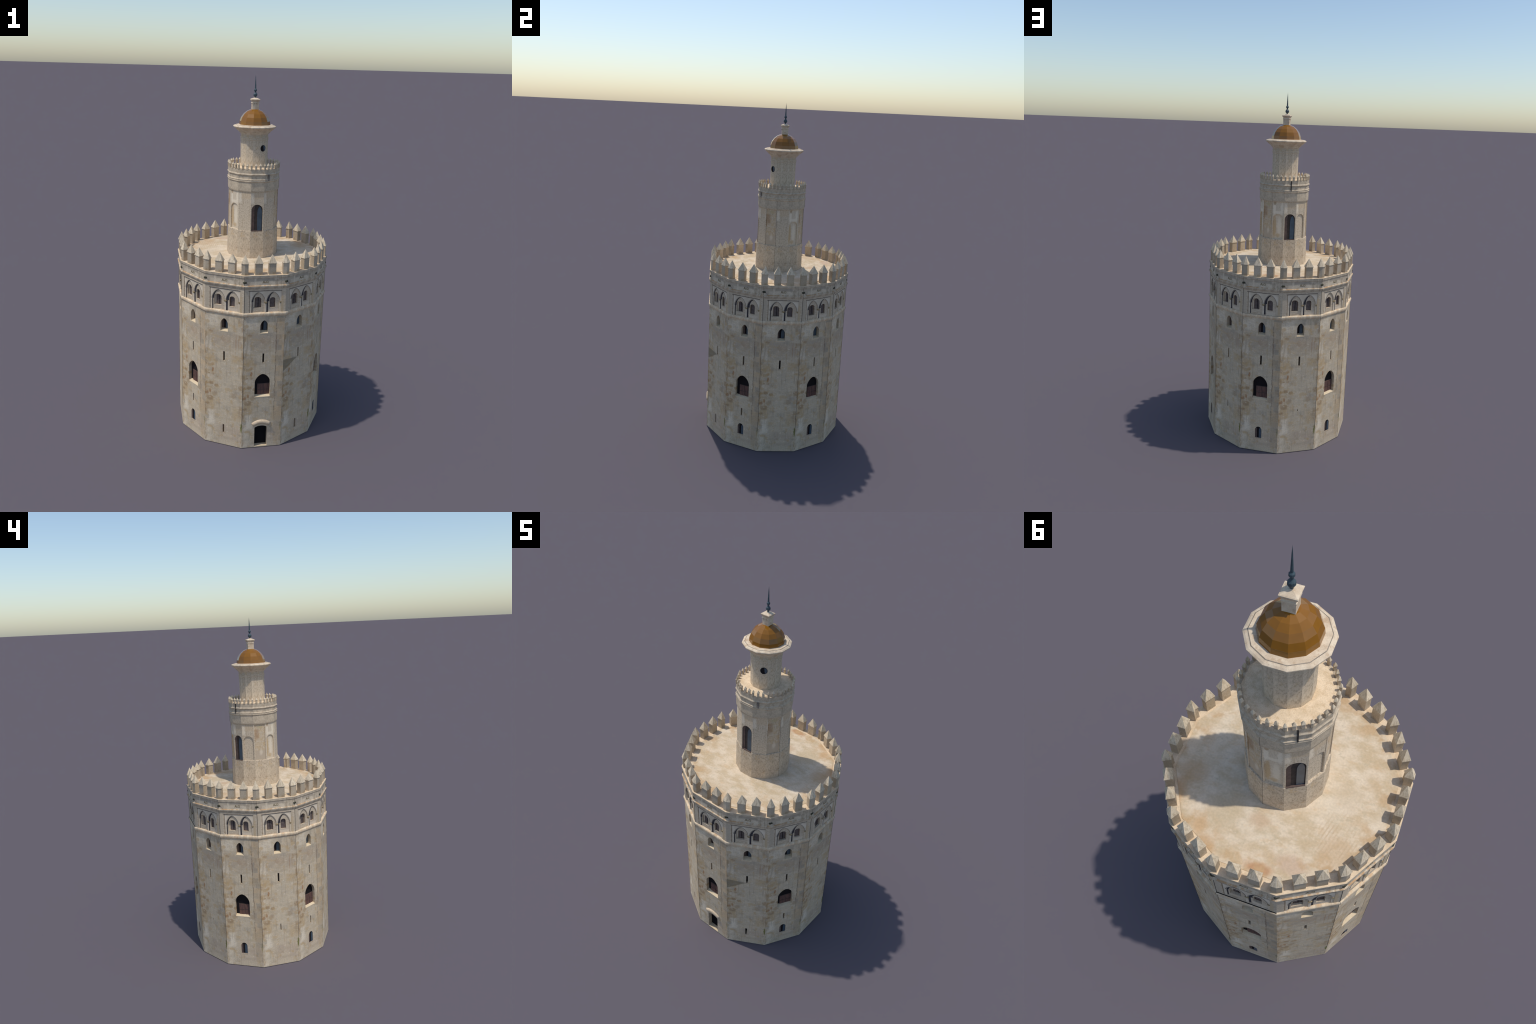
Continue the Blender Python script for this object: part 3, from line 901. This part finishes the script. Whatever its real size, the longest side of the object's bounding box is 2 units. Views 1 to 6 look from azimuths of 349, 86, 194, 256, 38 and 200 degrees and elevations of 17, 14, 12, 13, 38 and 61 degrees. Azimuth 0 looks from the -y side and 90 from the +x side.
    slab_into(bm, grow(winR, 0.0020), [arch(0.0285, 0.0542, 0.8362, 0.880, 0.8890, 10)], y0 + 0.0130, y0 + 0.016, 0)
    lining = finish(bm, "window_lining"); lining.materials.append(M['pane2'])
    # inscription above each bay
    letters = inscription_mesh()
    for phi in FACES:
        a = add("arcade_panel", panel, rot=rot_of(phi))
        add("baked_shadow_strokes", shadow_strokes, a)
        for me in ribs: add("arch_rib", me, a)
        for me in cols: add("column", me, a)
        for me in caps: add("capital", me, a)
        add("window_blind", panes, a)
        add("window_lining", lining, a)
    return letters


def inscription_mesh():
    """Three carved signs: a tall A, a small v and an omega."""
    bm = bmesh.new()
    for body, size, u, z in (("A", 0.0195, -0.0165, 0.9728), ("v", 0.0120, -0.0035, 0.9728), ("\u03a9", 0.0165, 0.0022, 0.9735)):
        cu = bpy.data.curves.new("sign", 'FONT')
        cu.body = body; cu.size = size; cu.extrude = 0.0004; cu.offset = 0.0004
        o = bpy.data.objects.new("sign", cu)
        bpy.context.scene.collection.objects.link(o)
        dg = bpy.context.evaluated_depsgraph_get()
        me = bpy.data.meshes.new_from_object(o.evaluated_get(dg))
        me.transform(Matrix(((1, 0, 0, u), (0, 0, -1, 0), (0, 1, 0, z), (0, 0, 0, 1))))
        bm.from_mesh(me)
        bpy.data.objects.remove(o); bpy.data.curves.remove(cu); bpy.data.meshes.remove(me)
    rf = FRIEZE[1][0] * C15
    for v in bm.verts:
        v.co.y += -rf - 0.0003
    me = bpy.data.meshes.new("inscription")
    bm.to_mesh(me); bm.free()
    me.materials.append(M['letters'])
    return me


COURSE_LOW = [(0.4256, 0.7870), (0.4276, 0.7885), (0.4291, 0.7925), (0.4315, 0.7955), (0.4319, 0.8025), (0.4305, 0.8068), (0.4258, 0.8097), (0.4180, 0.8100)]
COURSE_UP = [(0.4200, 0.9405), (0.4266, 0.9408), (0.4281, 0.9445), (0.4298, 0.9475), (0.4324, 0.9540), (0.4324, 0.9592), (0.4265, 0.9614), (0.4200, 0.9615)]
FRIEZE = [(0.4266, 0.9580), (0.4266, 0.9985), (0.4278, 1.0010), (0.4294, 1.0030), (0.4303, 1.0120), (0.4308, 1.0150), (0.4300, 1.0166), (0.3830, 1.0168)]


def build_crown(letters):
    low, up, fr = segment("string_course", COURSE_LOW), segment("moulding", COURSE_UP), segment("parapet", FRIEZE)
    low.materials.append(M['course']); up.materials.append(M['frieze'])
    fr.materials.append(M['frieze']); fr.materials.append(M['ledge'])
    fr.polygons[len(fr.polygons) - 1].material_index = 1
    fr.polygons[len(fr.polygons) - 2].material_index = 1
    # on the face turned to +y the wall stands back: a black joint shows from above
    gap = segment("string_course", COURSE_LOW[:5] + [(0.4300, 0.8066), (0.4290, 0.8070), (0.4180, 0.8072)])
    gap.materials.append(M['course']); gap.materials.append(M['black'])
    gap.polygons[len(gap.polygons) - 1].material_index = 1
    spout = spout_mesh()
    for phi in FACES:
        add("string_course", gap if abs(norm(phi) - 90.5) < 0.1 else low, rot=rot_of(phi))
        add("moulding", up, rot=rot_of(phi))
        p = add("parapet", fr, rot=rot_of(phi))
        add("inscription", letters, p)
        add("waterspout", spout, p)
    # roof terrace, a slight step above the ledge
    t = loft("roof_terrace", [(0.3855, 1.0100), (0.3855, 1.0186), (0.20, 1.0222), (0.13, 1.0226), (0.0, 1.0226)], cap=False)
    add("roof_terrace", t, None, [M['terrace']])


def spout_mesh():
    """Stubby dark waterspout on the left corner of each parapet face."""
    bm = bmesh.new()
    n = 8
    base = Vector((-0.1105, -0.4120, 0.9775))
    rows = []
    for s, r, dz in ((0.0, 0.0086, 0.0), (0.35, 0.0084, 0.0012), (0.75, 0.0062, 0.0004), (1.1, 0.0030, -0.0020)):
        c = base + Vector((-0.0060, -0.0040, 0)) * s + Vector((0.0030, 0.0030, dz))
        rows.append([bm.verts.new(c + Vector((1.1 * r * math.cos(2 * math.pi * k / n), 0.4 * r * math.cos(2 * math.pi * k / n) * -1, 0.85 * r * math.sin(2 * math.pi * k / n)))) for k in range(n)])
    for a, b in zip(rows, rows[1:]):
        for k in range(n):
            bm.faces.new((a[k], a[(k + 1) % n], b[(k + 1) % n], b[k]))
    bm.faces.new(rows[0]); bm.faces.new(rows[-1])
    me = finish(bm, "waterspout", True)
    me.materials.append(M['spout'])
    return me


def plan_prism(bm, plan, z0, z1, mat):
    a = [bm.verts.new((x, y, z0)) for x, y in plan]
    b = [bm.verts.new((x, y, z1)) for x, y in plan]
    n = len(plan)
    for k in range(n):
        f = bm.faces.new((a[k], a[(k + 1) % n], b[(k + 1) % n], b[k])); f.material_index = mat


def plan_roof(bm, plan, z0, z1, apex, ztop, mat):
    """Eave plate and pyramid over a plan."""
    a = [bm.verts.new((x, y, z0)) for x, y in plan]
    b = [bm.verts.new((x, y, z1)) for x, y in plan]
    t = bm.verts.new((apex[0], apex[1], ztop))
    n = len(plan)
    for k in range(n):
        j = (k + 1) % n
        f = bm.faces.new((a[k], a[j], b[j], b[k])); f.material_index = mat
        f = bm.faces.new((b[k], b[j], t)); f.material_index = mat
    f = bm.faces.new(a); f.material_index = mat


def merlon_mesh(ap, hw, hd, ov, z0, z1, z2, corner):
    """Merlon with a pyramidal cap, origin on the ledge at apothem ap."""
    def plan(w, d):
        if not corner:
            return [(-w, -d), (w, -d), (w, d), (-w, d)]
        # bent plan following the corner; local -y points out along the corner
        r = ap / C15
        s, c = math.sin(math.radians(15)), math.cos(math.radians(15))
        o, i = -d / c, d / c
        return [(-w * c - d * s * 0, o + w * s), (0, o), (w * c, o + w * s), (w * c - 2 * d * s, i + w * s * 0.9), (0, i), (-w * c + 2 * d * s, i + w * s * 0.9)]
    bm = bmesh.new()
    plan_prism(bm, plan(hw, hd), -0.001, z1 - z0, 0)
    ep = plan(hw + ov, hd + ov)
    apex = (0, 0.0) if not corner else (0, 0.004 * hw / 0.019)
    plan_roof(bm, ep, z1 - z0, z1 - z0 + 0.05 * (z2 - z1), apex, z2 - z0, 1)
    me = finish(bm, "merlon")
    me.materials.append(M['merlon']); me.materials.append(M['cap'])
    return me


def build_merlons(name, ap, u, hw, hd, ov, z0, z1, z2):
    straight = merlon_mesh(ap, hw, hd, ov, z0, z1, z2, False)
    bent = merlon_mesh(ap, hw, hd, ov, z0, z1, z2, True)
    for phi in FACES:
        a = math.radians(phi)
        for s in (-u, u):
            o = add(name, straight, rot=rot_of(phi))
            o.location = (ap * math.cos(a) - s * math.sin(a), ap * math.sin(a) + s * math.cos(a), z0)
    for th in CORNERS:
        a = math.radians(th)
        o = add(name, bent, rot=rot_of(th))
        r = ap / C15
        o.location = (r * math.cos(a), r * math.sin(a), z0)


# ---- second drum ----
R2 = 0.1376
A2 = R2 * C15
W2 = A2 * T15
DRUM = {-149.5: 'niche', -119.5: 'plain', -89.5: 'window', -59.5: 'plain', -29.5: 'stained', 0.5: 'plain', 30.5: 'niche',
        60.5: 'stained', 90.5: 'niche', 120.5: 'window', 150.5: 'niche_plain', 180.5: 'stained'}


def build_drum():
    base = segment("drum_base", [(0.1428, 1.016), (0.1402, 1.1745), (0.1392, 1.1775), (0.1300, 1.1780)])
    base.materials.append(M['drumbase'])
    band = segment("drum_cornice", [(0.1340, 1.3920), (0.1408, 1.3930), (0.1422, 1.3990), (0.1424, 1.4440), (0.1440, 1.4460), (0.1460, 1.4490), (0.1462, 1.4515),
                                    (0.1446, 1.4535), (0.1446, 1.4555), (0.1462, 1.4575), (0.1462, 1.4600), (0.1432, 1.4625), (0.1422, 1.4650),
                                    (0.1422, 1.4810), (0.1440, 1.4830), (0.1462, 1.4850), (0.1462, 1.4880), (0.1436, 1.4915), (0.1426, 1.4940), (0.1432, 1.5135), (0.1280, 1.5140)])
    band.materials.append(M['band'])
    z0, z1 = 1.176, 1.394
    win = arch(-0.0312, 0.0305, 1.1785, 1.2940, 1.3245, 16)
    nic = arch(-0.0292, 0.0300, 1.1796, 1.2935, 1.3225, 16)
    rec = rect(-0.0318, 0.0318, 1.1785, 1.3900)
    full = rect(-W2, W2, z0, z1)
    def panel(kind):
        bm = bmesh.new()
        if kind == 'plain':
            slab_into(bm, full, [], -A2, -A2 + 0.012)
            mats = [M['plain']]
        elif kind == 'window':
            slab_into(bm, full, [win], -A2, -A2 + 0.008)
            mats = [M['plain']]
        elif kind == 'stained':
            slab_into(bm, full, [rec], -A2, -A2 + 0.012, 0)
            slab_into(bm, rect(-0.034, 0.034, z0, z1), [], -A2 + 0.0032, -A2 + 0.012, 1)
            mats = [M['plain'], M['stained']]
        else:
            slab_into(bm, full, [rec], -A2, -A2 + 0.014, 0)
            slab_into(bm, rect(-0.034, 0.034, z0, z1), [nic], -A2 + 0.0012, -A2 + 0.014, 0)
            slab_into(bm, grow(nic, 0.002), [], -A2 + 0.0062, -A2 + 0.014, 0)
            mats = [M['niche'] if kind == 'niche' else M['plain']]
        me = finish(bm, "drum_panel")
        for mt in mats: me.materials.append(mt)
        return me
    kinds = {k: panel(k) for k in set(DRUM.values())}
    yb = -A2 + 0.0045
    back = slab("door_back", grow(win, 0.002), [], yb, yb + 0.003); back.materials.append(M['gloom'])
    glass = slab("door_glass", arch(0.0020, 0.0270, 1.1800, 1.2800, 1.3130, 10, 1.8, 0.6), [], yb - 0.002, yb + 0.001); glass.materials.append(M['glass'])
    jamb = slab("door_jamb", [(-0.033, 1.178), (-0.0150, 1.178), (-0.0150, 1.300), (-0.010, 1.318), (-0.016, 1.324), (-0.033, 1.305)], [], yb - 0.0015, yb + 0.001)
    jamb.materials.append(M['jamb'])
    thr = box("door_threshold", -0.0312, 0.0305, -0.1400 * C15, -A2 + 0.006, 1.1740, 1.1796); thr.materials.append(M['jamb'])
    for phi in FACES:
        add("drum_base", base, rot=rot_of(phi))
        add("drum_cornice", band, rot=rot_of(phi))
        kind = next(v for k, v in DRUM.items() if abs(norm(k) - norm(phi)) < 0.1 or abs(abs(norm(k) - norm(phi)) - 360) < 0.1)
        p = add("drum_panel", kinds[kind], rot=rot_of(phi))
        if kind == 'window':
            add("door_threshold", thr, p); add("door_back", back, p); add("door_glass", glass, p); add("door_jamb", jamb, p)
    add("inner_core", loft("inner_core", [(0.118, 1.02), (0.118, 1.50)]), None, [M['dark']])
    add("upper_terrace", loft("upper_terrace", [(0.132, 1.508), (0.132, 1.5148), (0.05, 1.5160), (0.0, 1.5160)], cap=False), None, [M['gravel']])
    # dark drain slots down through the cornice
    for phi, u, w, zl, zh in ((120.5, -0.002, 0.0022, 1.455, 1.5125), (-59.5, -0.012, 0.0055, 1.453, 1.4885)):
        d = box("drain_slot", u - w, u + w, -0.1462 * C15 - 0.0008, -0.13, zl, zh)
        add("drain_slot", d, None, [M['joint'] if phi > 0 else M['damp']], rot=rot_of(phi))


# ---- lantern, dome, finial ----
def build_lantern():
    wall = segment("lantern_wall", [(0.0738, 1.512), (0.0750, 1.6610), (0.0774, 1.6625), (0.0774, 1.6660), (0.0760, 1.6675), (0.0760, 1.6700),
                                    (0.0774, 1.6715), (0.0774, 1.6740), (0.0750, 1.6755), (0.0750, 1.6930)])
    wall.materials.append(M['lantern'])
    ap = 0.0744 * C15
    n = 9
    for phi in FACES:
        w = add("lantern_wall", wall, rot=rot_of(phi))
        if abs(norm(phi) + 59.5) < 0.1:
            zc, r = 1.6185, 0.0180
            a0 = math.radians(8)
            ring = [(0.0008 + r * math.cos(a0 + 2 * math.pi * k / n), zc + r * math.sin(a0 + 2 * math.pi * k / n)) for k in range(n)]
            pt = slab("porthole", ring, [], -ap - 0.0010, -ap + 0.01); add("porthole", pt, w, [M['black']])
            gl = [p for p in ring if p[0] > 0.001]
            gl = [(u * 0.9 + 0.0006, zc + (z - zc) * 0.86) for u, z in gl]
            gl.sort(key=lambda p: math.atan2(p[1] - zc, p[0] - 0.006))
            g = slab("porthole_glass", gl, [], -ap - 0.0014, -ap); add("porthole_glass", g, w, [M['glass']])
    corn = loft("lantern_cornice", [(0.0740, 1.6890), (0.0768, 1.6900), (0.0775, 1.6935), (0.0815, 1.6945), (0.0835, 1.6995), (0.0885, 1.7025), (0.0905, 1.7075),
                                    (0.0965, 1.7085), (0.0985, 1.7120), (0.1060, 1.7185), (0.1110, 1.7225), (0.1165, 1.7265), (0.1174, 1.7290), (0.1172, 1.7315), (0.1120, 1.7350),
                                    (0.1050, 1.7375), (0.1040, 1.7362), (0.1030, 1.7385), (0.0820, 1.7400)])
    add("lantern_cornice", corn, None, [M['cornice']])
    groove = loft("cornice_groove", [(0.1053, 1.7368), (0.1053, 1.7379), (0.1037, 1.7384), (0.1037, 1.7370)], cap=False)
    add("cornice_groove", groove, None, [M['groove']])
    R, zc = 0.0846, 1.7385
    steps = [0, 13.2, 28.4, 43.7, 58.6, 73.5, 90]
    dome = loft("dome", [(R, zc - 0.002)] + [(R * math.cos(math.radians(a)) if a < 90 else 0.0, zc + R * math.sin(math.radians(a))) for a in steps], cap=False)
    add("dome", dome, None, [M['dome']])
    # square pedestal with cap
    sq = lambda h: h * math.sqrt(2)
    ped = loft("pedestal", [(sq(0.0172), 1.805), (sq(0.0176), 1.8505), (sq(0.0196), 1.8515), (sq(0.0196), 1.8545), (sq(0.0178), 1.8558), (sq(0.0178), 1.8610),
                            (sq(0.0200), 1.8630), (sq(0.0232), 1.8680), (sq(0.0238), 1.8700), (sq(0.0236), 1.8722), (sq(0.0222), 1.8724), (sq(0.0218), 1.8732), (sq(0.0050), 1.8808), (0, 1.8808)],
               n=4, off=45.5)
    add("pedestal", ped, None, [M['cornice']])
    # small curled iron hook on the front of the pedestal
    bm = bmesh.new()
    rings = []
    for i in range(9):
        a = math.radians(165 - 150 * i / 8)
        c = Vector((-0.002 + 0.0085 * math.cos(a), -0.0182, 1.8445 + 0.0085 * math.sin(a)))
        d = Vector((math.cos(a), 0, math.sin(a)))
        r = 0.0011 * (1 - 0.5 * i / 8)
        rings.append([bm.verts.new(c + d * r), bm.verts.new(c + Vector((0, -r, 0))), bm.verts.new(c - d * r), bm.verts.new(c + Vector((0, r, 0)))])
    for a, b in zip(rings, rings[1:]):
        for j in range(4):
            bm.faces.new((a[j], a[(j + 1) % 4], b[(j + 1) % 4], b[j]))
    add("hook", finish(bm, "hook"), None, [M['joint']])
    fin = [(0.0042, 1.8800), (0.0040, 1.8850)]
    for zc2, r in ((1.8955, 0.0112), (1.9195, 0.0082)):
        for a in (-64, -34, -12, 24, 58):
            fin.append((r * math.cos(math.radians(a)), zc2 + r * math.sin(math.radians(a))))
        fin.append((0.0046 if zc2 < 1.9 else 0.0040, zc2 + r * 1.06))
        if zc2 < 1.9:
            fin.append((0.0044, 1.9110))
    fin += [(0.0041, 1.9290), (0.0030, 1.9520), (0.0016, 1.9780), (0.0, 2.0)]
    add("finial", loft("finial", fin, n=10, off=0, cap=False), None, [M['iron']])


def build_joints():
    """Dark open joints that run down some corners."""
    def strip(name, th, prof, hw):
        bm = bmesh.new()
        rows = []
        for r, z in prof:
            rows.append([bm.verts.new((-hw, -r + 0.0016, z)), bm.verts.new((0, -r - 0.0007, z)), bm.verts.new((hw, -r + 0.0016, z))])
        for a, b in zip(rows, rows[1:]):
            bm.faces.new((a[0], a[1], b[1], b[0])); bm.faces.new((a[1], a[2], b[2], b[1]))
        me = finish(bm, name); me.materials.append(M['joint'])
        return me
    main = [(R1, 0.13), (R1, 0.7870)] + COURSE_LOW[1:7] + [(R1, 0.8100), (R1, 0.9405)] + COURSE_UP[1:6] + FRIEZE[0:6]
    main = [(r, z) for r, z in main]
    me = strip("corner_joint", 0, main, 0.0019)
    for th in (-104.5, -14.5, 15.5, 45.5, 75.5, 135.5, 165.5, -164.5):
        add("corner_joint", me, rot=rot_of(th))
    drum = [(0.1428, 1.02), (0.1402, 1.1745), (0.1378, 1.178), (0.1378, 1.393), (0.1422, 1.399), (0.1424, 1.444)]
    me2 = strip("corner_joint", 0, drum, 0.0013)
    for th in (75.5, -14.5):
        add("corner_joint", me2, rot=rot_of(th))


def main():
    global ROOT
    ROOT = bpy.data.objects.new("watchtower", None)
    bpy.context.scene.collection.objects.link(ROOT)
    ROOT["label"] = "twelve-sided stone watchtower with merlons, lantern and golden dome"
    ROOT["category"] = "tower"
    build_materials()
    build_shaft()
    letters = build_arcade()
    build_crown(letters)
    build_merlons("merlon", 0.3960, 0.0355, 0.0188, 0.0135, 0.0026, 1.0168, 1.0770, 1.1235)
    build_drum()
    build_merlons("small_merlon", 0.1356, 0.0121, 0.0051, 0.0039, 0.0012, 1.5138, 1.5338, 1.5482)
    build_lantern()
    build_joints()


main()
